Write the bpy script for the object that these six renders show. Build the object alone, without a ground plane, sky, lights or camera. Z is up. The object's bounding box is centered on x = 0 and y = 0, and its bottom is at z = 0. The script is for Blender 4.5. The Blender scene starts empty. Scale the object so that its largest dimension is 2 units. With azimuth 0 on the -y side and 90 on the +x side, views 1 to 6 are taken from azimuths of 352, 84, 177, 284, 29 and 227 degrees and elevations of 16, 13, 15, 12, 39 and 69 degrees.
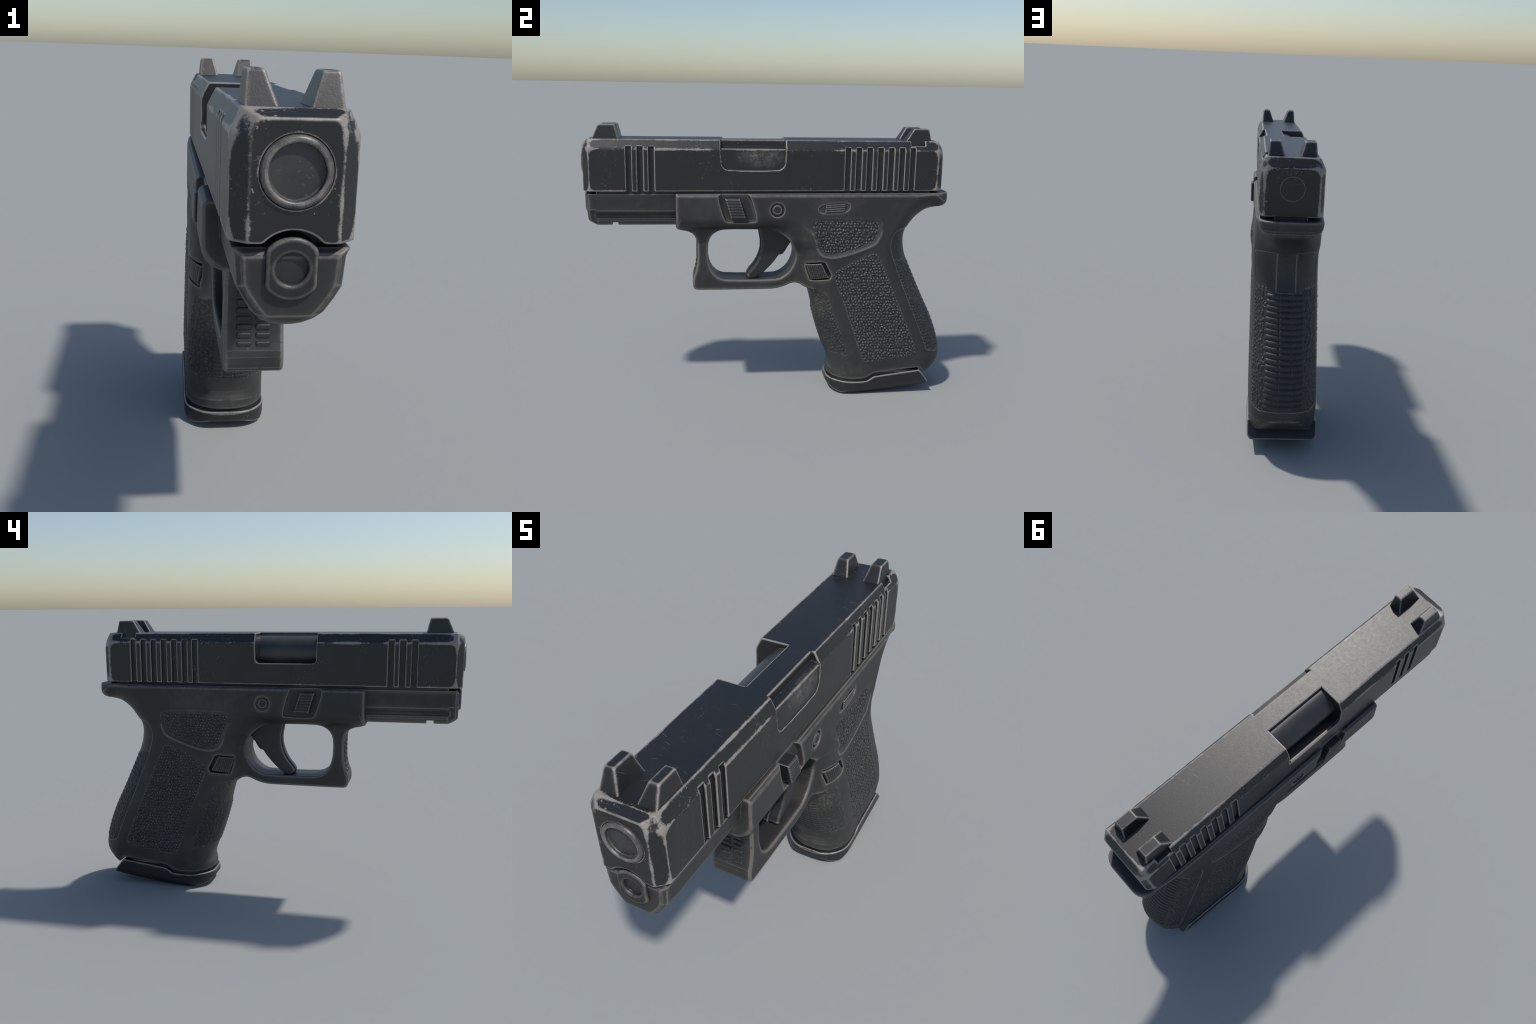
# A worn black compact pistol, described as solids (profiles, half widths, fillets, cuts)
# and meshed with a small dual-contouring kernel.  +x right side, -y muzzle, z up.
import bpy, math
import numpy as np

rng = np.random.default_rng(7)

# ------------------------------------------------------------------ solid kernel
def smin(a, b, k):
    h = np.clip(0.5 + 0.5 * (b - a) / k, 0, 1)
    return b + (a - b) * h - k * h * (1 - h)

def smax(a, b, k):
    return -smin(-a, -b, k)

def sstep(a, b, v):
    t = np.clip((v - a) / (b - a), 0, 1)
    return t * t * (3 - 2 * t)

def round_inter(a, b, r):
    """intersection of two half-solids with a circular fillet of radius r"""
    qa, qb = a + r, b + r
    return np.minimum(np.maximum(qa, qb), 0) + np.hypot(np.maximum(qa, 0), np.maximum(qb, 0)) - r

def chaikin(pts, n):
    p = np.asarray(pts, float)
    for _ in range(n):
        q = np.roll(p, -1, 0)
        p = np.stack([0.75 * p + 0.25 * q, 0.25 * p + 0.75 * q], 1).reshape(-1, 2)
    return p

def poly_distance(p, u, v):
    """signed distance to a closed polygon, negative inside"""
    d = np.full(u.shape, 1e9)
    inside = np.zeros(u.shape, bool)
    for (ax, ay), (bx, by) in zip(p, np.roll(p, -1, 0)):
        ex, ey = bx - ax, by - ay
        wx, wy = u - ax, v - ay
        t = np.clip((wx * ex + wy * ey) / (ex * ex + ey * ey + 1e-18), 0, 1)
        d = np.minimum(d, (wx - ex * t) ** 2 + (wy - ey * t) ** 2)
        if ay != by:
            cross = (ay > v) != (by > v)
            inside ^= cross & (u < ex * (v - ay) / ey + ax)
    d = np.sqrt(d)
    return np.where(inside, -d, d)

class Profile:
    """distance field of a closed outline, sampled once and read bilinearly"""
    def __init__(self, pts, smooth=0, step=0.004, pad=0.07):
        p = chaikin(pts, smooth)
        self.lo = p.min(0) - pad
        n = np.ceil((p.max(0) + pad - self.lo) / step).astype(int) + 1
        self.step, self.n = step, n
        g = np.meshgrid(self.lo[0] + step * np.arange(n[0]), self.lo[1] + step * np.arange(n[1]), indexing="ij")
        self.f = poly_distance(p, *g)
    def __call__(self, u, v):
        a = (u - self.lo[0]) / self.step
        b = (v - self.lo[1]) / self.step
        ac, bc = np.clip(a, 0, self.n[0] - 1.001), np.clip(b, 0, self.n[1] - 1.001)
        i, j = ac.astype(int), bc.astype(int)
        s, t = ac - i, bc - j
        f = self.f
        r = (f[i, j] * (1 - s) + f[i + 1, j] * s) * (1 - t) + (f[i, j + 1] * (1 - s) + f[i + 1, j + 1] * s) * t
        return r + np.hypot(a - ac, b - bc) * self.step

def contour(f, lo, hi, h):
    """dual contouring of f<0 inside a box: returns vertices and quads"""
    lo, hi = np.array(lo, float), np.array(hi, float)
    c = 4
    nc = np.ceil((hi - lo) / (h * c)).astype(int)
    H = h * c
    ax = [lo[k] + H * (np.arange(nc[k]) + 0.5) for k in range(3)]
    X, Y, Z = (a.ravel() for a in np.meshgrid(*ax, indexing="ij"))
    F = f(X, Y, Z)
    n = nc * c
    dense = np.repeat(np.repeat(np.repeat(F.reshape(nc), c, 0), c, 1), c, 2).astype(np.float32)
    near = np.argwhere(np.abs(F.reshape(nc)) < H * 1.35)
    off = np.argwhere(np.ones((c, c, c), bool))
    idx = (near[:, None, :] * c + off[None]).reshape(-1, 3)
    P = lo + h * (idx + 0.5)
    dense[idx[:, 0], idx[:, 1], idx[:, 2]] = f(P[:, 0], P[:, 1], P[:, 2])
    S = dense < 0
    org = lo + 0.5 * h
    cross_p, cross_c, quads_c = [], [], []
    for k in range(3):
        a = [slice(None)] * 3; b = [slice(None)] * 3
        a[k], b[k] = slice(0, -1), slice(1, None)
        e = np.argwhere(S[tuple(a)] != S[tuple(b)])
        o1, o2 = [(1, 2), (2, 0), (0, 1)][k]
        e = e[(e[:, o1] > 0) & (e[:, o2] > 0)]
        e2 = e.copy(); e2[:, k] += 1
        f0 = dense[e[:, 0], e[:, 1], e[:, 2]].astype(float)
        f1 = dense[e2[:, 0], e2[:, 1], e2[:, 2]].astype(float)
        t = f0 / (f0 - f1)
        p = org + h * e.astype(float)
        p[:, k] += h * t
        cells = []
        for d1, d2 in ((0, 0), (-1, 0), (-1, -1), (0, -1)):
            cc = e.copy(); cc[:, o1] += d1; cc[:, o2] += d2
            cells.append((cc[:, 0] * n[1] + cc[:, 1]) * n[2] + cc[:, 2])
        q = np.stack(cells, 1)
        flip = f0 > 0
        q[flip] = q[flip][:, ::-1]
        cross_p.append(p); cross_c.append(np.stack(cells, 1)); quads_c.append(q)
    P = np.vstack(cross_p); C = np.vstack(cross_c); Q = np.vstack(quads_c)
    g, eps = np.empty_like(P), h * 0.2
    for k in range(3):
        A, B = P.copy(), P.copy(); A[:, k] += eps; B[:, k] -= eps
        g[:, k] = f(A[:, 0], A[:, 1], A[:, 2]) - f(B[:, 0], B[:, 1], B[:, 2])
    g /= np.linalg.norm(g, axis=1, keepdims=True) + 1e-12
    ids, inv = np.unique(C.ravel(), return_inverse=True)
    inv = inv.reshape(-1)
    m = len(ids)
    rep = np.repeat(np.arange(len(P)), 4)
    Pr, Gr = P[rep], g[rep]
    cnt = np.bincount(inv, minlength=m).astype(float)
    mass = np.stack([np.bincount(inv, Pr[:, k], m) for k in range(3)], 1) / cnt[:, None]
    rel = ((Pr - mass[inv]) * Gr).sum(1)
    M = np.empty((m, 3, 3)); R = np.empty((m, 3))
    for i in range(3):
        R[:, i] = np.bincount(inv, Gr[:, i] * rel, m)
        for j in range(i, 3):
            M[:, i, j] = M[:, j, i] = np.bincount(inv, Gr[:, i] * Gr[:, j], m)
    M += np.eye(3) * 0.12
    d = np.linalg.solve(M, R[:, :, None])[:, :, 0]
    L = np.linalg.norm(d, axis=1, keepdims=True)
    d *= np.minimum(1, 0.8 * h / (L + 1e-12))
    V = mass + d
    look = np.searchsorted(ids, Q.ravel()).reshape(Q.shape)
    return V, look

# ------------------------------------------------------------------ mesh helpers
def mesh_from(name, V, Q):
    me = bpy.data.meshes.new(name)
    me.vertices.add(len(V)); me.vertices.foreach_set("co", V.astype(np.float32).ravel())
    me.loops.add(Q.size); me.loops.foreach_set("vertex_index", Q.astype(np.int32).ravel())
    me.polygons.add(len(Q))
    me.polygons.foreach_set("loop_start", np.arange(0, Q.size, Q.shape[1], dtype=np.int32))
    me.polygons.foreach_set("loop_total", np.full(len(Q), Q.shape[1], np.int32))
    me.update(calc_edges=True)
    me.polygons.foreach_set("use_smooth", np.ones(len(Q), bool))
    return me

def vertex_normals(V, Q):
    a, b, c, d = (V[Q[:, k]] for k in range(4))
    fn = np.cross(c - a, d - b)
    N = np.zeros_like(V)
    for k in range(4):
        for j in range(3):
            N[:, j] += np.bincount(Q[:, k], fn[:, j], len(V))
    return N / (np.linalg.norm(N, axis=1, keepdims=True) + 1e-12)

def add(name, me, parent, mat, loc=(0, 0, 0)):
    ob = bpy.data.objects.new(name, me)
    bpy.context.scene.collection.objects.link(ob)
    ob.parent = parent
    ob.location = loc
    if mat and not me.materials:
        me.materials.append(mat)
    return ob

def solid(name, f, lo, hi, h, parent, mat):
    V, Q = contour(f, lo, hi, h)
    return add(name, mesh_from(name, V, Q), parent, mat)

# ------------------------------------------------------------------ materials
class Nodes:
    def __init__(self, name):
        self.m = bpy.data.materials.new(name); self.m.use_nodes = True
        self.t = self.m.node_tree
        self.b = self.t.nodes["Principled BSDF"]
        self.obj = self.t.nodes.new("ShaderNodeTexCoord").outputs["Object"]
    def link(self, a, b): self.t.links.new(a, b)
    def put(self, sock, v):
        if hasattr(v, "links") or hasattr(v, "is_output"): self.link(v, sock)
        else: sock.default_value = v
    def math(self, op, a, b=0.0, clamp=False):
        n = self.t.nodes.new("ShaderNodeMath"); n.operation = op; n.use_clamp = clamp
        self.put(n.inputs[0], a); self.put(n.inputs[1], b)
        return n.outputs[0]
    def noise(self, scale, detail=3, rough=0.55, stretch=None, turn=None, distort=0.0):
        vec = self.obj
        if stretch:
            if turn:
                rot = self.t.nodes.new("ShaderNodeMapping"); rot.inputs["Rotation"].default_value = turn
                self.link(vec, rot.inputs[0]); vec = rot.outputs[0]
            mp = self.t.nodes.new("ShaderNodeMapping"); mp.inputs["Scale"].default_value = stretch
            self.link(vec, mp.inputs[0]); vec = mp.outputs[0]
        n = self.t.nodes.new("ShaderNodeTexNoise")
        n.inputs["Scale"].default_value = scale; n.inputs["Detail"].default_value = detail
        n.inputs["Roughness"].default_value = rough; n.inputs["Distortion"].default_value = distort
        self.link(vec, n.inputs["Vector"])
        return n.outputs["Fac"]
    def ramp(self, v, a, b):
        n = self.t.nodes.new("ShaderNodeMapRange"); n.interpolation_type = "SMOOTHSTEP"
        self.link(v, n.inputs["Value"]); n.inputs["From Min"].default_value = a; n.inputs["From Max"].default_value = b
        return n.outputs[0]
    def mix(self, f, a, b):
        n = self.t.nodes.new("ShaderNodeMix"); n.data_type = "RGBA"
        self.put(n.inputs["Factor"], f)
        for s, v in ((n.inputs[6], a), (n.inputs[7], b)):
            self.put(s, v if not isinstance(v, tuple) else (*v, 1.0))
        return n.outputs[2]
    def edge(self, radius, samples=6):
        """how far the rounded normal leaves the true one: 0 on flats, rising at edges"""
        bv = self.t.nodes.new("ShaderNodeBevel"); bv.samples = samples; bv.inputs["Radius"].default_value = radius
        ge = self.t.nodes.new("ShaderNodeNewGeometry")
        d = self.t.nodes.new("ShaderNodeVectorMath"); d.operation = "DOT_PRODUCT"
        self.link(bv.outputs[0], d.inputs[0]); self.link(ge.outputs["Normal"], d.inputs[1])
        return self.math("SQRT", self.math("MAXIMUM", self.math("MULTIPLY", self.math("SUBTRACT", 1.0, d.outputs["Value"]), 2.0), 0.0)), ge

def slide_edges(n, ax, y, z):
    """sum of exp(-distance) to the long edges of the slide: 1 on an edge, more at corners"""
    a = n.math("SUBTRACT", ax, n.math("MULTIPLY", n.math("ADD", y, 0.95), 0.0065))
    lines = [(a, 0.1335, z, 1.374), (a, 0.109, z, 1.423), (a, 0.1335, z, 1.155), (a, 0.1335, y, -0.952), (a, 0.0957, y, -0.988),
             (z, 1.423, y, -0.952), (z, 1.405, y, -0.988), (a, 0.1335, y, 0.890), (a, 0.112, y, 0.922), (z, 1.378, y, 0.922), (z, 1.423, y, 0.890)]
    total = None
    for p, p0, q, q0 in lines:
        dp, dq = n.math("SUBTRACT", p, p0), n.math("SUBTRACT", q, q0)
        d = n.math("SQRT", n.math("ADD", n.math("MULTIPLY", dp, dp), n.math("MULTIPLY", dq, dq)))
        e = n.math("POWER", math.e, n.math("MULTIPLY", d, -1 / 0.0138))
        total = e if total is None else n.math("ADD", total, e)
    return total

def worn_material(name, base, worn, line=(0.006, 0.034), line_amount=0.85, radius=0.0, wide=(0.22, 0.5), wide_amount=0.6, specks=0.5, grain=0.12, rough=0.45,
                  spec=0.5, haze=0.35, dots=0.0, slide_wear=False, dust=None, dust_radius=0.05, dust_amount=0.5, scratches=0.5, palm=False):
    n = Nodes(name)
    geo = n.t.nodes.new("ShaderNodeNewGeometry")
    sep = n.t.nodes.new("ShaderNodeSeparateXYZ"); n.link(n.obj, sep.inputs[0])
    ax = n.math("ABSOLUTE", sep.outputs[0])
    patch = n.ramp(n.noise(4.5, 3), 0.38, 0.64)
    ragged = n.noise(36, 5, 0.75)
    fine = n.noise(150, 3, 0.7)
    # a thin bright line on every convex edge ...
    p = n.math("MULTIPLY", n.math("SUBTRACT", geo.outputs["Pointiness"], 0.5), n.math("ADD", 0.15, n.math("MULTIPLY", ragged, 1.7)))
    worn_edge = n.math("MULTIPLY", n.ramp(p, *line), line_amount)
    # ... and ragged bare patches along some stretches and at corners
    mod = n.math("ADD", n.math("MULTIPLY", patch, 0.62), n.math("MULTIPLY", ragged, 0.85))
    if slide_wear:
        mod = n.math("ADD", mod, n.math("MULTIPLY", n.math("SUBTRACT", fine, 0.5), 0.9))
        near = slide_edges(n, ax, sep.outputs[1], sep.outputs[2])
        bare = n.ramp(n.math("MULTIPLY", n.math("MINIMUM", near, 1.3), n.math("ADD", mod, 0.34)), 0.72, 1.04)
        worn_edge = n.math("MAXIMUM", worn_edge, n.math("MULTIPLY", bare, 0.9))
    elif radius:
        mod = n.math("MULTIPLY", mod, n.math("ADD", 0.35, n.math("MULTIPLY", fine, 1.3)))
        b, _ = n.edge(radius)
        worn_edge = n.math("MAXIMUM", worn_edge, n.math("MULTIPLY", n.ramp(n.math("MULTIPLY", b, mod), *wide), wide_amount))
    # specks and dull rubbed clouds
    cloud = n.ramp(n.noise(4.2, 2), 0.52, 0.72)
    sp = n.math("MULTIPLY", n.ramp(n.noise(85, 3, 0.65), 0.62, 0.72), n.math("MULTIPLY", cloud, specks))
    if slide_wear:
        crumbs = n.ramp(n.math("ADD", n.noise(95, 3, 0.65), n.math("MULTIPLY", n.math("MINIMUM", near, 1.2), 0.14)), 0.68, 0.76)
        crumbs = n.math("MULTIPLY", crumbs, n.math("MULTIPLY", n.ramp(near, 0.08, 0.35), n.ramp(n.noise(6.5, 2), 0.45, 0.6)))
        sp = n.math("MAXIMUM", sp, n.math("MULTIPLY", crumbs, 0.8))
    # fine scratches in two directions
    s1 = n.ramp(n.noise(7, 2, 0.5, (2, 1.6, 34), (0.75, 0.2, 0.1)), 0.70, 0.76)
    s2 = n.ramp(n.noise(7, 2, 0.5, (2, 38, 1.8), (0.45, -0.15, 0.3)), 0.70, 0.76)
    scr = n.math("MULTIPLY", n.math("MAXIMUM", s1, s2), n.ramp(n.noise(3.1, 1), 0.50, 0.62))
    scr = n.math("MULTIPLY", scr, scratches)
    fac = n.math("MAXIMUM", worn_edge, n.math("MAXIMUM", sp, scr))
    if dots:
        fac = n.math("MAXIMUM", fac, n.math("MULTIPLY", n.ramp(n.math("ADD", geo.outputs["Pointiness"], n.math("MULTIPLY", n.math("SUBTRACT", n.noise(28, 2), 0.5), 0.05)), 0.522, 0.575), dots))
    tone = n.math("ADD", 1.0 - grain, n.math("MULTIPLY", n.noise(110, 4, 0.75), 2 * grain))
    hz = n.math("MULTIPLY", n.ramp(n.noise(3.0, 4, 0.6), 0.42, 0.75), haze)
    col = n.mix(hz, base, tuple(c * 2.0 for c in base))
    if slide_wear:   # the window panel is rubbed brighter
        dy, dz = n.math("MULTIPLY", n.math("ADD", sep.outputs[1], 0.06), 7.0), n.math("MULTIPLY", n.math("SUBTRACT", sep.outputs[2], 1.335), 16.0)
        rr = n.math("SQRT", n.math("ADD", n.math("MULTIPLY", dy, dy), n.math("MULTIPLY", dz, dz)))
        rub = n.math("MULTIPLY", n.math("SUBTRACT", 1.0, n.ramp(rr, 0.1, 1.1)), n.math("MULTIPLY", n.ramp(sep.outputs[0], 0.11, 0.12), n.ramp(n.noise(40, 5, 0.7), 0.3, 0.7)))
        col = n.mix(n.math("MULTIPLY", rub, 0.5), col, worn)
    if dust:    # handling dust rubbed into the rounded shapes
        soft, _ = n.edge(dust_radius)
        dm = n.math("MULTIPLY", n.ramp(n.math("MULTIPLY", soft, n.math("ADD", 0.4, n.noise(7, 5, 0.7))), 0.05, 0.45), dust_amount)
        smear = n.math("MULTIPLY", n.math("MULTIPLY", n.ramp(n.noise(4, 5, 0.7), 0.46, 0.70), n.math("ADD", 0.4, n.noise(60, 4, 0.8))), 0.42)
        col = n.mix(n.math("MAXIMUM", dm, smear), col, dust)
    if palm:    # tan hand wear on the upper front strap
        dy, dz = n.math("MULTIPLY", n.math("SUBTRACT", sep.outputs[1], 0.25), 9.0), n.math("MULTIPLY", n.math("SUBTRACT", sep.outputs[2], 0.55), 6.5)
        rr = n.math("SQRT", n.math("ADD", n.math("MULTIPLY", dy, dy), n.math("MULTIPLY", dz, dz)))
        pm = n.math("MULTIPLY", n.math("SUBTRACT", 1.0, n.ramp(rr, 0.15, 1.05)), n.math("MULTIPLY", n.ramp(n.noise(9, 5, 0.7), 0.30, 0.62), 0.6))
        col = n.mix(pm, col, (0.115, 0.104, 0.082))
    col = n.mix(fac, col, worn)
    hsv = n.t.nodes.new("ShaderNodeHueSaturation"); n.link(col, hsv.inputs["Color"]); n.link(tone, hsv.inputs["Value"])
    n.link(hsv.outputs[0], n.b.inputs["Base Color"])
    r = n.math("ADD", rough - 0.06, n.math("MULTIPLY", n.noise(70, 4, 0.65), 0.12))
    n.link(r, n.b.inputs["Roughness"])
    n.b.inputs["Specular IOR Level"].default_value = spec
    bp = n.t.nodes.new("ShaderNodeBump"); bp.inputs["Strength"].default_value = 0.11; bp.inputs["Distance"].default_value = 0.002
    n.link(n.math("ADD", n.noise(240, 2), n.math("MULTIPLY", worn_edge, -0.8)), bp.inputs["Height"])
    n.link(bp.outputs[0], n.b.inputs["Normal"])
    return n.m

STEEL_LOOK = dict(base=(0.0138, 0.0144, 0.0146), worn=(0.30, 0.275, 0.245), rough=0.42, spec=0.55, haze=0.3)
STEEL = worn_material("worn_black_steel", radius=0.020, specks=0.7, **STEEL_LOOK)
SLIDE = worn_material("worn_black_slide_steel", specks=0.8, scratches=0.35, slide_wear=True, **STEEL_LOOK)
POLY_LOOK = dict(base=(0.0235, 0.0238, 0.0226), worn=(0.17, 0.155, 0.135), rough=0.50, specks=0.12, scratches=0.2, palm=True)
POLYMER = worn_material("worn_black_polymer", line=(0.0025, 0.013), line_amount=0.8, radius=0.028, wide=(0.07, 0.35), wide_amount=0.4,
                        dust=(0.086, 0.082, 0.072), dust_amount=0.34, **POLY_LOOK)
STIPPLE = worn_material("stippled_black_polymer", line_amount=0.0, dots=0.95, **{**POLY_LOOK, "base": (0.026, 0.0263, 0.025), "worn": (0.20, 0.188, 0.165)})
POLY_RIB = worn_material("plain_black_polymer", line=(0.03, 0.10), line_amount=0.35, **POLY_LOOK)
CONTROL = worn_material("worn_dark_controls", (0.018, 0.0185, 0.0195), (0.22, 0.20, 0.18), line=(0.006, 0.040), line_amount=0.75, specks=0.3, rough=0.45)
RING = worn_material("scribed_steel_ring", (0.14, 0.13, 0.12), (0.22, 0.20, 0.18), line_amount=0.0, specks=0.4, rough=0.45)
BARREL = worn_material("rubbed_barrel_steel", (0.032, 0.032, 0.032), (0.34, 0.31, 0.275), line=(0.007, 0.040), line_amount=0.8, radius=0.012, wide=(0.3, 0.7), specks=0.25, rough=0.40, spec=0.6, haze=1.0)

# ------------------------------------------------------------------ the thing
root = bpy.data.objects.new("pistol", None)
bpy.context.scene.collection.objects.link(root)
root.location = (-0.002, 0, 0)
root["label"] = "compact black pistol with worn edges and stippled grip"
root["category"] = "pistol"

# ================================================================== SLIDE
S_HALF, S_TOP, S_CHAMF_X, S_CHAMF_Z = 0.1335, 1.423, 0.109, 1.374
AXIS_Z = 1.300
ch = np.array([S_TOP - S_CHAMF_Z, S_HALF - S_CHAMF_X]); ch /= np.linalg.norm(ch)
port_side = Profile([(-.255, 1.50), (-.255, 1.29), (-.248, 1.274), (-.232, 1.267), (.050, 1.267), (.064, 1.274), (.071, 1.29), (.071, 1.50)], 1, 0.003)
panel_side = Profile([(-.275, 1.50), (-.275, 1.31), (-.262, 1.28), (-.235, 1.265), (.030, 1.265), (.056, 1.28), (.068, 1.31), (.068, 1.50)], 1, 0.003)
GROOVES = [(-.763, -.734), (-.705, -.675), (-.647, -.618)] + [(.386 + .0583 * k, .4145 + .0583 * k) for k in range(7)]

def slide_bottom(y):
    return 1.1525 + 0.0045 * (y + 0.95)

def slide_shape(X, y, z):
    x = np.abs(X)
    half = S_HALF + 0.0065 * (y + 0.95)            # widens a little to the rear
    t = np.maximum(0, -0.952 - y)                  # front bevel
    u = np.maximum(0, y - 0.890)                   # rear bevel
    side = x - half + 1.05 * t + 0.68 * u
    top = z - S_TOP + 0.50 * t + 1.35 * u
    cham = (x - half) * ch[0] + (z - S_CHAMF_Z) * ch[1] + 0.95 * t + 1.05 * u
    k = 1 / np.sqrt(1 + (t > 0) * 0.8 + (u > 0) * 0.9)
    d = smax(smax(side, cham, 0.004), top, 0.004) * k
    d = smax(d, slide_bottom(y) - z, 0.004)
    d = smax(d, -0.988 - y, 0.005)
    d = smax(d, y - 0.922, 0.005)
    for a, b in GROOVES:                           # finger serrations
        cut = np.maximum(np.maximum(np.abs(y - (a + b) / 2) - (b - a) / 2, z - 1.387), half - 0.0155 - x)
        d = smax(d, -cut, 0.002)
    # relief arch over the guide rod and bore for the barrel
    d = smax(d, -np.maximum(np.hypot(x, z - 1.098) - 0.083, y + 0.86), 0.006)
    d = np.maximum(d, -np.maximum(np.hypot(x, z - AXIS_Z) - 0.077, y + 0.90))
    # sight dovetail showing at both shoulders
    d = np.maximum(d, -np.maximum(np.maximum(np.abs(y - 0.779) - 0.0385, 1.397 - z), 0.098 - x))
    # open ejection port (-x) with a hollow around the barrel
    port = np.maximum(port_side(y, z), X - 0.003)
    d = smax(d, -port, 0.003)
    hollow = np.maximum(np.maximum(np.abs(y + 0.092) - 0.163, np.abs(z - 1.332) - 0.072), np.abs(X + 0.052) - 0.070)
    d = np.maximum(d, -hollow)
    # closed window on the other side: a shallow panel and a notch in the shoulder
    pan = panel_side(y, z)
    d = smax(d, -np.maximum(pan, half - 0.0035 - X), 0.001)
    d = smax(d, -np.maximum(np.maximum(pan, 0.101 - X), (1.384 - z) * 0.97 - (X - 0.110) * 0.24), 0.005)
    # rear tenon and rails
    tenon = np.maximum(np.maximum(x - 0.074, np.abs(y + 0.01) - 0.930), np.abs(z - 1.15) - 0.02)
    tenon = np.maximum(tenon, -0.84 - y)
    rail = np.maximum(np.maximum(x - 0.118, np.abs(y + 0.03) - 0.89), np.abs(z - 1.15) - 0.02)
    return np.minimum(d, np.minimum(tenon, rail))

slide = solid("slide", slide_shape, (-.16, -1.01, 1.11), (.16, .955, 1.445), 0.0034, root, SLIDE)

solid("striker_ring", lambda X, y, z: np.hypot(np.hypot(X, z - 1.287) - 0.0545, y - 0.9215) - 0.0016, (-.06, .915, 1.225), (.06, .93, 1.35), 0.0009, slide, RING)

def post(y0, y1, y2, y3, z0, z1, xo, xib, xit):
    """one sight post: trapezoid from the side, inner flank leaning"""
    def f(X, y, z):
        t = (z - z0) / (z1 - z0)
        d = smax(y0 + (y1 - y0) * t - y, y - (y3 + (y2 - y3) * t), 0.005) * 0.9
        d = smax(d, np.abs(X) - xo + 0.006 * t, 0.006)
        d = smax(d, (xib + (xit - xib) * t - np.abs(X)) * 0.92, 0.006)
        d = smax(d, z - z1, 0.006)
        return np.maximum(d, z0 - 0.035 - z)
    return f

def sights(name, f, lo, hi):
    V, Q = contour(f, lo, hi, 0.0028)
    for s in (1, -1):
        W = V * (s, 1, 1)
        add(name, mesh_from(name, W, Q if s > 0 else Q[:, ::-1]), slide, STEEL)

sights("front_sight", post(-.936, -.904, -.818, -.800, 1.424, 1.496, .104, .034, .060), (.015, -.96, 1.38), (.125, -.78, 1.51))
sights("rear_sight", post(.718, .760, .842, .857, 1.422, 1.487, .110, .036, .054), (.015, .69, 1.38), (.125, .88, 1.50))

# ---- barrel (muzzle crown, chamber seen in the port) and guide rod
def barrel_shape(X, y, z):
    r = np.hypot(X, z - AXIS_Z)
    tube = smax(r - 0.0755, -0.999 - y, 0.016)
    tube = smax(tube, 0.058 - r + 0 * y, 0.010)
    tube = np.maximum(tube, y + 0.6)
    plug = np.maximum(np.maximum(r - 0.062, -0.985 - y + 0.05 * r), y + 0.6)
    chamber = smax(np.hypot(X, z - 1.317) - 0.0895, np.abs(y + 0.092) - 0.166, 0.004)
    return np.minimum(np.minimum(tube, plug), chamber)

barrel = solid("barrel", barrel_shape, (-.11, -1.02, 1.19), (.11, .10, 1.43), 0.003, root, BARREL)

def rod_shape(X, y, z):
    r = np.hypot(X, z - 1.098)
    d = smax(smax(r - 0.068, np.abs(X) - 0.055, 0.006), -0.986 - y, 0.010)
    d = smax(d, -np.maximum(r - 0.034, y + 0.972), 0.010)
    return np.maximum(d, y + 0.80)

solid("guide_rod", rod_shape, (-.08, -1.0, 1.01), (.08, -.79, 1.18), 0.003, root, CONTROL)

# ================================================================== FRAME
body = Profile([      # receiver and grip; runs past the top, the front step and the bottom, which are cut below
    (-.62, 1.25), (.2, 1.25), (.93, 1.25), (.955, 1.23), (.970, 1.16), (.974, 1.112), (.968, 1.085), (.945, 1.068), (.898, 1.060),
    (.848, 1.041), (.800, 1.004), (.768, .961), (.752, .920), (.751, .873), (.758, .815), (.778, .758), (.821, .666),
    (.873, .554), (.925, .453), (.964, .362), (.991, .275), (1.003, .210), (.995, .160), (.965, .110), (.935, .05), (.90, -.06),
    (.36, -.06), (.345, .06), (.341, .122), (.352, .160),
    (.341, .195), (.317, .255), (.284, .349), (.254, .449), (.239, .518), (.222, .58), (.205, .66), (.196, .75), (.190, .83), (.172, .875), (.133, .917),
    (.084, .950), (.014, .958), (-.06, .954), (-.15, .950), (-.62, .950)], 1)
mouth = Profile([(.25, .089), (.486, .086), (.546, .092), (.574, .112), (.603, .126), (.845, .151), (.855, .149), (.886, .112), (.902, .112), (.945, .136), (.985, .178), (1.1, .31), (1.1, -.15), (.25, -.15)], 1, 0.003)
guard = Profile([
    (-.500, .962), (-.480, .946), (-.450, .938), (-.425, .922), (-.405, .896), (-.398, .865), (-.397, .765), (-.408, .708), (-.424, .668), (-.424, .626),
    (-.414, .608), (-.39, .604), (-.04, .605), (.030, .607), (.079, .621), (.122, .641), (.158, .640), (.187, .621),
    (.26, .60), (.27, .90), (.10, 1.03), (-.48, 1.03)], 1)
hole = Profile([
    (-.341, .830), (-.337, .881), (-.316, .915), (-.282, .937), (-.238, .944), (-.07, .943), (.02, .937), (.075, .910), (.115, .866), (.136, .825),
    (.140, .790), (.130, .748), (.107, .706), (.065, .672), (.023, .660), (-.239, .660), (-.283, .672), (-.318, .706), (-.338, .764)], 1)
def mirrored(half):    # right-hand half section -> closed outline
    return half + [(-a, b) for a, b in half[::-1]]
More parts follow.
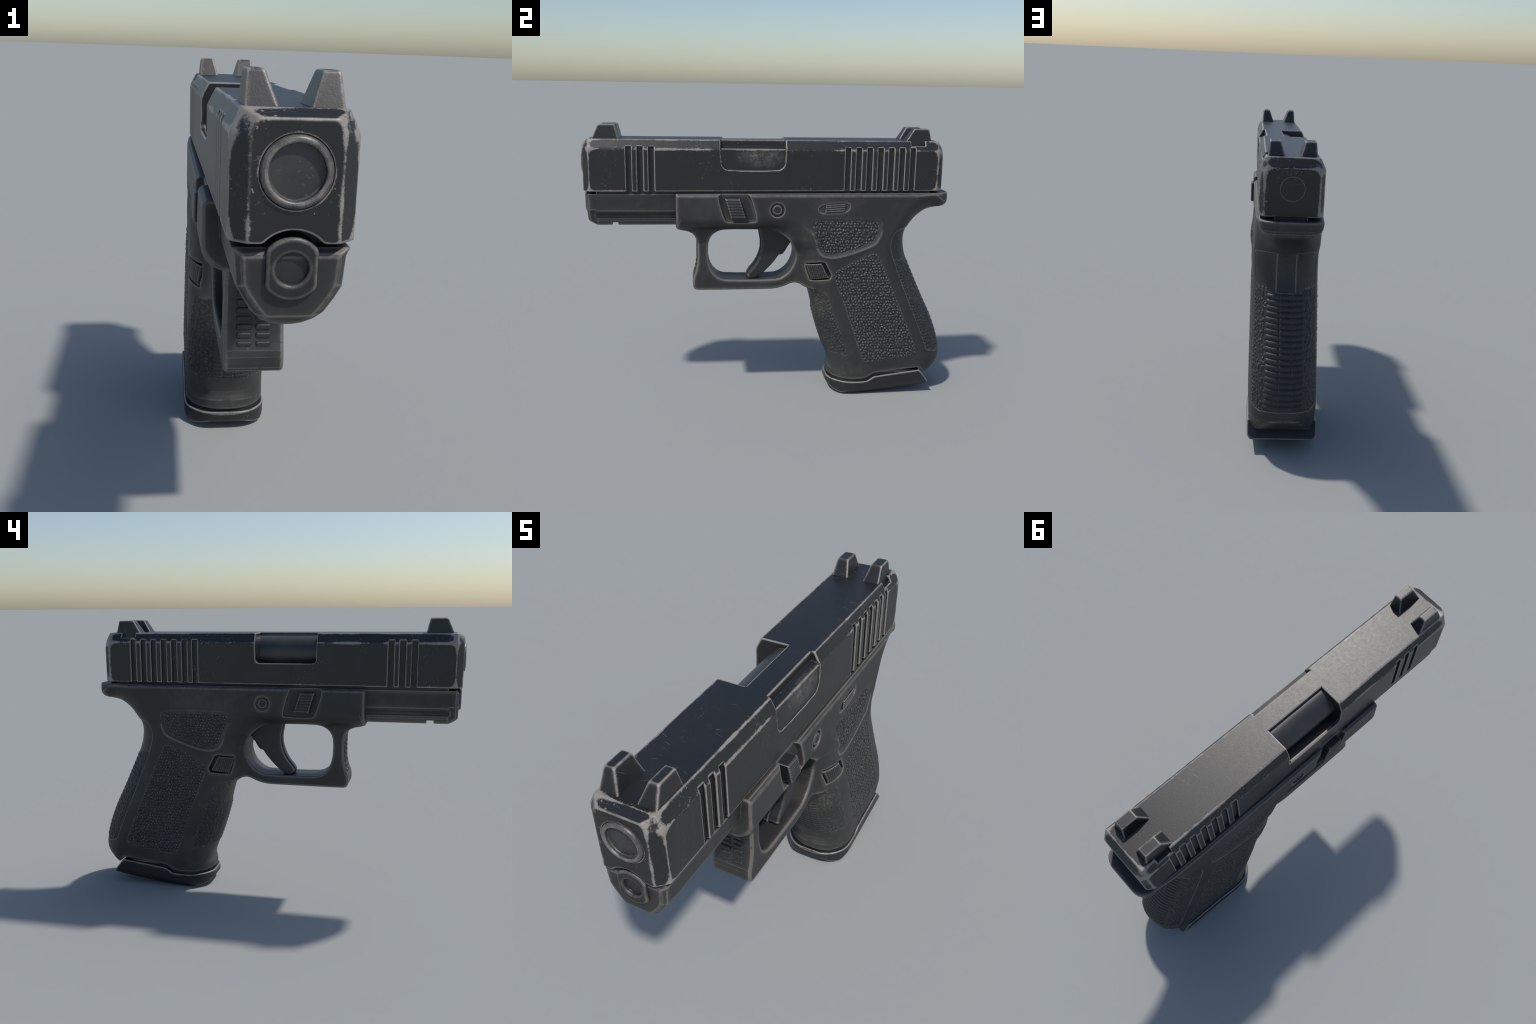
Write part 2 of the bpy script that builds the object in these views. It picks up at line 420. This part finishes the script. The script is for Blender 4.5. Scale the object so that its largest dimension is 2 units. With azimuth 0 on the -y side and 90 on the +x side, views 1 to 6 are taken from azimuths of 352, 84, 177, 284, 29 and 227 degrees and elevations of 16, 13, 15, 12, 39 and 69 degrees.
rail_section = Profile(mirrored([(.126, 1.139), (.118, 1.121), (.113, 1.055), (.112, 1.047), (.076, 1.019), (.076, 1.010), (.084, 1.003), (.080, .990), (.062, .974), (.038, .961), (.012, .956)]), 0, 0.002)
nose_section = Profile(mirrored([(.126, 1.139), (.118, 1.121), (.113, 1.055), (.098, 1.028), (.077, .998), (.059, .976), (.036, .962), (.012, .957)]), 0, 0.002)
takedown = Profile([(-.289, 1.125), (-.275, 1.141), (-.235, 1.149), (-.187, 1.149), (-.139, 1.144), (-.116, 1.129), (-.079, .998), (-.100, .990), (-.232, .990), (-.253, 1.004)], 1, 0.003)
stop_slot = Profile([(.249, 1.050), (.252, 1.075), (.285, 1.089), (.388, 1.096), (.414, 1.090), (.417, 1.065), (.395, 1.047), (.273, 1.039)], 1, 0.003)
release = Profile([(.186, .757), (.276, .769), (.290, .764), (.325, .696), (.318, .680), (.220, .668)], 0, 0.003)

panel_upper = Profile([(.219, .985), (.233, .999), (.574, .997), (.587, .977), (.569, .900), (.538, .875), (.420, .832), (.336, .813), (.294, .820), (.273, .834), (.254, .873), (.220, .960)], 1)
def grip_front(z):   # y of the front strap at height z
    return np.interp(z, [.09, .16, .255, .349, .449, .518, .62, .75], [.338, .35, .317, .284, .254, .239, .21, .20])

def half_width(y, z):
    w = 0.160 - 0.007 * sstep(.62, .95, y) * sstep(.98, 1.06, z)
    w = w + 0.0025 * sstep(1.0, .70, z)
    # thumb hollow above the swoosh line
    dent = panel_upper(y, z)
    crest = np.exp(-((dent - .020) / .010) ** 2) * sstep(.93, .87, z - .22 * (y - .4))
    return w - 0.004 * sstep(.016, -.006, dent) + 0.0035 * crest

def core(X, y, z):
    grip_side = sstep(.95, .70, z) * sstep(.05, .25, y)
    x = np.abs(X + 0.003 * np.maximum(grip_side, sstep(.93, .98, z)))
    db = body(y, z)
    w = half_width(y, z)
    in_grip = sstep(1.0, .86, z) * sstep(.5, .68, y) + sstep(.93, .74, z) * sstep(.68, .5, y)
    front = np.clip((y - grip_front(z)) / 0.30, 0, 1)
    r_low = 0.068 + 0.050 * sstep(.55, .80, y) - 0.035 * sstep(.86, .95, y)
    r = r_low * (1 - in_grip) + in_grip * (0.150 + 0.005 * front - 0.075 * sstep(.58, .70, z) * (1 - front))
    return round_inter(db, x - w, r), x, w

def shell(X, y, z):
    d, x, w = core(X, y, z)
    d = smax(d, -0.508 - y, 0.012)                                            # square step to the dust cover
    top = 1.1445 + 0.0045 * y
    d = smax(d, np.maximum(z - top, (z - top) * 0.72 + (x - w + 0.012) * 0.69), 0.006)
    d = smax(d, -mouth(y, z), 0.010)
    # trigger guard and dust cover
    g = round_inter(guard(y, z), np.abs(X - 0.002) - 0.090 - 0.045 * sstep(-.02, .15, y) * sstep(.80, .90, z) - 0.025 * sstep(.12, .22, y), 0.011)
    d = smin(d, g, 0.040)
    return np.maximum(d, z - top), x

def frame_shape(X, y, z):
    d, x = shell(X, y, z)
    d = smax(d, -hole(y, z) + 0 * x, 0.010)
    nose = np.maximum(-0.973 - y, (-0.966 - y) * 0.77 + (0.982 - z) * 0.64)
    sec_a, sec_b = nose_section(X, z), rail_section(X, z)
    t = sstep(-.935, -.918, y)
    sec = sec_a * (1 - t) + sec_b * t
    cover = smax(np.maximum(sec, (sec + nose + 0.014) * 0.707), nose, 0.006)
    cover = np.maximum(cover, y + 0.45)
    cover = np.maximum(cover, -np.maximum(np.abs(y + 0.835) - 0.018, z - 0.980))   # rail notch
    d = np.minimum(d, cover)
    # cuts
    d = smax(d, -np.maximum(takedown(y, z), 0.134 - x), 0.005)
    rp = np.hypot(y - .027, z - 1.058)
    d = smax(d, -np.maximum(rp - 0.037, 0.146 - x), 0.004)
    d = smax(d, -np.maximum(np.maximum(stop_slot(y, z), 0.151 - X), -X), 0.004)
    d = smax(d, -np.maximum(release(y, z) - 0.004, 0.118 - x), 0.004)
    return d

V, Q = contour(frame_shape, (-.19, -1.0, .06), (.19, 1.02, 1.165), 0.0025)
N = vertex_normals(V, Q)

# ---- moulded texture: stippled panels, ridged straps
panel_side2 = Profile([(.346, .710), (.367, .732), (.540, .816), (.582, .821), (.606, .762), (.654, .660), (.738, .468), (.828, .262), (.826, .232), (.570, .192), (.525, .196), (.492, .292), (.418, .503), (.363, .635), (.346, .686)], 1)
panel_front = Profile([(.10, .62), (.270, .620), (.300, .600), (.324, .555), (.356, .459), (.396, .361), (.440, .231), (.443, .203), (.36, .203), (.25, .203), (.10, .40)], 1)
panel_back = Profile([(.90, .960), (.700, .952), (.670, .930), (.653, .890), (.653, .850), (.668, .792), (.711, .682), (.778, .526), (.855, .352), (.904, .224), (1.10, .275), (1.1, .9)], 1)

def hash3(i, j, k, s):
    h = (i * 374761393 + j * 668265263 + k * 2147483647 + s * 974711) & 0xffffffff
    h = ((h ^ (h >> 13)) * 1274126177) & 0xffffffff
    return ((h ^ (h >> 16)) & 0xffff) / 65535.0

def stipple(P, cell, size):
    """raised grains scattered on a jittered lattice, each a little stretched at random"""
    q = P / cell
    base = np.floor(q).astype(np.int64)
    out = np.zeros(len(P))
    for dx in (-1, 0, 1):
        for dy in (-1, 0, 1):
            for dz in (-1, 0, 1):
                c = base + (dx, dy, dz)
                jit = np.stack([hash3(c[:, 0], c[:, 1], c[:, 2], s) for s in (1, 2, 3)], 1)
                v = (q - c - 0.15 - 0.7 * jit) * cell
                a = hash3(c[:, 0], c[:, 1], c[:, 2], 4) * math.pi
                along = v[:, 1] * np.cos(a) + v[:, 2] * np.sin(a)
                r2 = (v ** 2).sum(1) - 0.55 * along ** 2
                out = np.maximum(out, np.clip(1 - r2 / size ** 2, 0, 1))
    return np.sqrt(out)

def stipple_flat(u, v, cell, size):
    """the same on a flat side: one grain per cell of a staggered lattice"""
    out = np.zeros(len(u))
    row = np.floor(v / cell).astype(np.int64)
    for dr in (-1, 0, 1):
        r = row + dr
        q = u / cell + 0.5 * (r % 2)
        col = np.floor(q).astype(np.int64)
        for dc in (-1, 0, 1):
            c = col + dc
            du = (q - c - 0.5 - 0.55 * (hash3(c, r, 0, 1) - 0.5)) * cell
            dv = (v / cell - r - 0.5 - 0.55 * (hash3(c, r, 0, 2) - 0.5)) * cell
            a = hash3(c, r, 0, 3) * math.pi
            along = du * np.cos(a) + dv * np.sin(a)
            k = size * (0.75 + 0.4 * hash3(c, r, 0, 5))
            out = np.maximum(out, np.clip(1 - (du ** 2 + dv ** 2 - 0.5 * along ** 2) / k ** 2, 0, 1))
    return np.sqrt(out)

x, y, z = V.T
ax = np.abs(x)
flat = sstep(.35, .55, np.abs(N[:, 0]))
m1 = sstep(.001, -.005, panel_upper(y, z)) * flat
m2 = sstep(.001, -.005, panel_side2(y, z)) * flat
m3 = sstep(.001, -.006, panel_front(y, z)) * (N[:, 1] < .6) * sstep(.22, .26, z)
m4 = sstep(.001, -.005, panel_back(y, z)) * (N[:, 1] > -.3) * sstep(.155, .165, ax + .2)
strap_f = m3 * sstep(.075, .060, ax) * (N[:, 1] < 0)
strap_b = m4 * sstep(.098, .082, ax) * (N[:, 1] > 0)
side_face = sstep(.75, .9, np.abs(N[:, 0]))
grain = stipple(V, 0.0170, 0.0068) * (1 - side_face) + stipple_flat(y + 3 * (x > 0), z, 0.0168, 0.0066) * side_face
stip = np.clip(m1 + m2, 0, 1) * 1.0
side3 = np.clip(m3 - strap_f, 0, 1)
side4 = np.clip(m4 - strap_b, 0, 1) * sstep(.80, .74, z)
pocket = m4 * np.maximum(sstep(.76, .74, z), sstep(.045, .055, ax))
disp = -0.0012 * np.clip(m1 + m2 + 0.6 * m3, 0, 1) - 0.0035 * pocket + 0.0050 * grain * np.clip(stip + 0.75 * side3 + 0.85 * side4, 0, 1)
ridge = np.abs(np.sin(np.pi * (z + 0.03 * ax) / 0.0252)) ** 0.6
cols = 1 - 0.6 * np.exp(-((ax - 0.030) / 0.0025) ** 2)
disp += strap_b * sstep(.765, .745, z) * sstep(.245, .26, z) * (0.0075 * ridge * cols - 0.001)
ridge_f = np.abs(np.sin(np.pi * z / 0.0200)) ** 0.6
cols_f = 1 - 0.7 * np.exp(-((ax - 0.022) / 0.003) ** 2)
disp += strap_f * sstep(.235, .25, z) * sstep(.50, .47, z) * (0.0055 * ridge_f * cols_f)
V = V + N * disp[:, None]
N = vertex_normals(V, Q)

# ---- split the one smooth body into named regions, keeping the whole body's normals
c = V[Q].mean(1)
cy, cz = c[:, 1], c[:, 2]
region = np.full(len(Q), 1)                                                       # receiver
region[cy < -.509] = 0                                                            # dust cover
grip_line = 0.985 - 0.9 * np.maximum(0, .28 - cy)
region[(cz < grip_line) & (cy > .17) & (region == 1)] = 2                         # grip
region[(region == 2) & (panel_back(cy, cz) < 0)] = 4                              # backstrap
region[(region == 1) & (cz < .947) & (cy < .2)] = 3                               # trigger guard
rough_vert = np.clip(stip + side3 + side4 + strap_f + strap_b * (z < .76), 0, 1)
rough_face = rough_vert[Q].mean(1) > 0.5
order = [(1, "receiver"), (0, "dust_cover"), (2, "grip"), (3, "trigger_guard"), (4, "backstrap")]
parts = {}
for k, name in order:
    q = Q[region == k]
    used, q2 = np.unique(q.ravel(), return_inverse=True)
    me = mesh_from(name, V[used], q2.reshape(q.shape))
    me.normals_split_custom_set_from_vertices(N[used].tolist())
    me.materials.append(POLYMER); me.materials.append(STIPPLE)
    me.polygons.foreach_set("material_index", rough_face[region == k].astype(np.int32))
    parts[name] = add(name, me, root, None)

# ---- guard ribs on the front face
def rib_shape(X, y, z):
    q = np.stack([np.abs(X) - 0.0165, np.abs(y) - 0.003, np.abs(z) - 0.0035])
    return np.linalg.norm(np.maximum(q, 0), axis=0) + np.minimum(q.max(0), 0) - 0.0062
RV, RQ = contour(rib_shape, (-.03, -.015, -.015), (.03, .015, .015), 0.0018)
rib_mesh = mesh_from("guard_rib", RV, RQ)
rib_mesh.materials.append(POLY_RIB)
for i in range(8):
    zz = 0.694 + 0.0255 * i
    for s in (-1, 1):
        yy = np.interp(zz, [.668, .708, .765, .865], [-.4215, -.4075, -.3985, -.3985])
        add("guard_rib", rib_mesh, parts["trigger_guard"], None, (s * 0.0285, yy + 0.0045, zz))

# ================================================================== SMALL PARTS
trig_side = Profile([(-.064, .97), (-.053, .905), (-.045, .860), (-.048, .812), (-.073, .745), (-.124, .684), (-.122, .664), (-.090, .654), (-.045, .682), (.020, .748), (.055, .800), (.124, .866), (.13, .97)], 1, 0.003)
def trigger_shape(X, y, z):
    d = trig_side(y, z)
    t = smax(d, np.abs(X) - 0.060, 0.014)
    blade = smax(np.maximum(d - 0.006, y - 0.0), np.abs(X) - 0.012, 0.006)
    return np.minimum(t, blade)
trigger = solid("trigger", trigger_shape, (-.075, -.145, .635), (.075, .135, .955), 0.0028, root, CONTROL)
tab = Profile([(.035, .815), (.115, .875), (.112, .85), (.085, .80), (.070, .785), (.050, .785)], 1, 0.003)
solid("trigger_stop", lambda X, y, z: smax(tab(y, z), np.abs(X) - 0.022, 0.005), (-.035, .01, .77), (.035, .13, .89), 0.0028, trigger, CONTROL)

def both_sides(name, f, lo, hi, h, parent, mat):
    V, Q = contour(f, lo, hi, h)
    for s in (1, -1):
        add(name, mesh_from(name, V * (s, 1, 1), Q if s > 0 else Q[:, ::-1]), parent, mat)

tab_side = Profile([(-.252, 1.120), (-.175, 1.120), (-.142, 1.017), (-.219, 1.015)], 0, 0.003)
def takedown_tab(X, y, z):
    f = 0.0025 * np.abs(np.sin(np.pi * (z - 1.017) / 0.0146)) ** 0.7
    return smax(tab_side(y, z), np.maximum(X - 0.170 - f, 0.10 - X), 0.006)
both_sides("takedown_lever", takedown_tab, (.095, -.27, 1.0), (.185, -.125, 1.135), 0.0024, parts["receiver"], CONTROL)

def pin(X, y, z):
    r = np.hypot(y - .027, z - 1.058)
    d = smax(r - 0.0285, X - 0.1575, 0.010)
    d = smax(d, -np.maximum(r - 0.017, 0.1555 - X), 0.003)
    return np.maximum(d, 0.12 - X)
both_sides("frame_pin", pin, (.115, -.01, 1.02), (.17, .065, 1.1), 0.0022, parts["receiver"], CONTROL)

rel_in = Profile([(.189, .754), (.272, .765), (.313, .686), (.221, .672)], 0, 0.003)
def release_button(X, y, z):
    u = y + 0.30 * (z - .72)
    f = 0.0014 * np.abs(np.sin(np.pi * u / 0.0105)) ** 0.7
    return smax(rel_in(y, z), np.maximum(shell(X, y, z)[0] - 0.0015 - f, 0.08 - X), 0.005)
both_sides("magazine_release", release_button, (.075, .17, .65), (.18, .345, .79), 0.0024, parts["grip"], CONTROL)

def stop_lever(X, y, z):
    d = np.abs(z - 1.068 - 0.06 * (y - .34)) - 0.021
    f = 0.004 * np.abs(np.sin(np.pi * (z - 0.06 * (y - .34)) / 0.0115)) ** 0.8
    return smax(smax(d, np.abs(y - .337 - .1 * (z - 1.068)) - 0.052, 0.004), np.maximum(X - 0.1575 - f, 0.12 - X), 0.003)
solid("slide_stop", stop_lever, (.115, .28, 1.04), (.165, .40, 1.10), 0.0022, parts["receiver"], CONTROL)

# ================================================================== MAGAZINE BASE
base_side = Profile([(.331, .080), (.330, .050), (.350, .026), (.40, .006), (.470, .000), (.53, .000), (.60, .005), (.70, .016), (.880, .046), (.912, .060), (.908, .070),
    (.856, .138), (.845, .138), (.605, .107), (.590, .103), (.560, .082), (.545, .076), (.456, .074), (.36, .078)], 1, 0.003)
def base_shape(X, y, z):
    x = np.abs(X + 0.004)
    d = base_side(y, z)
    front = np.clip((y - .32) / 0.26, 0, 1)
    plan = round_inter(.330 - y, x - 0.169, 0.152)
    d = smax(d, plan, 0.006)
    low = np.interp(y, [.32, .48, .90], [.0, .0, .05])
    bev = (x - 0.157) * 0.75 + (low + .012 - z) * 0.66
    d = smax(d, bev, 0.006)
    return d
solid("magazine_base", base_shape, (-.18, .29, -.02), (.18, .93, .16), 0.003, root, STEEL)
def well(X, y, z):
    return smax(np.maximum(np.abs(z - .10) - .035, np.abs(y - .60) - .245), round_inter(.350 - y, np.abs(X) - .150, .135), .01)
solid("magazine_neck", well, (-.165, .33, .05), (.165, .87, .15), 0.006, root, CONTROL)
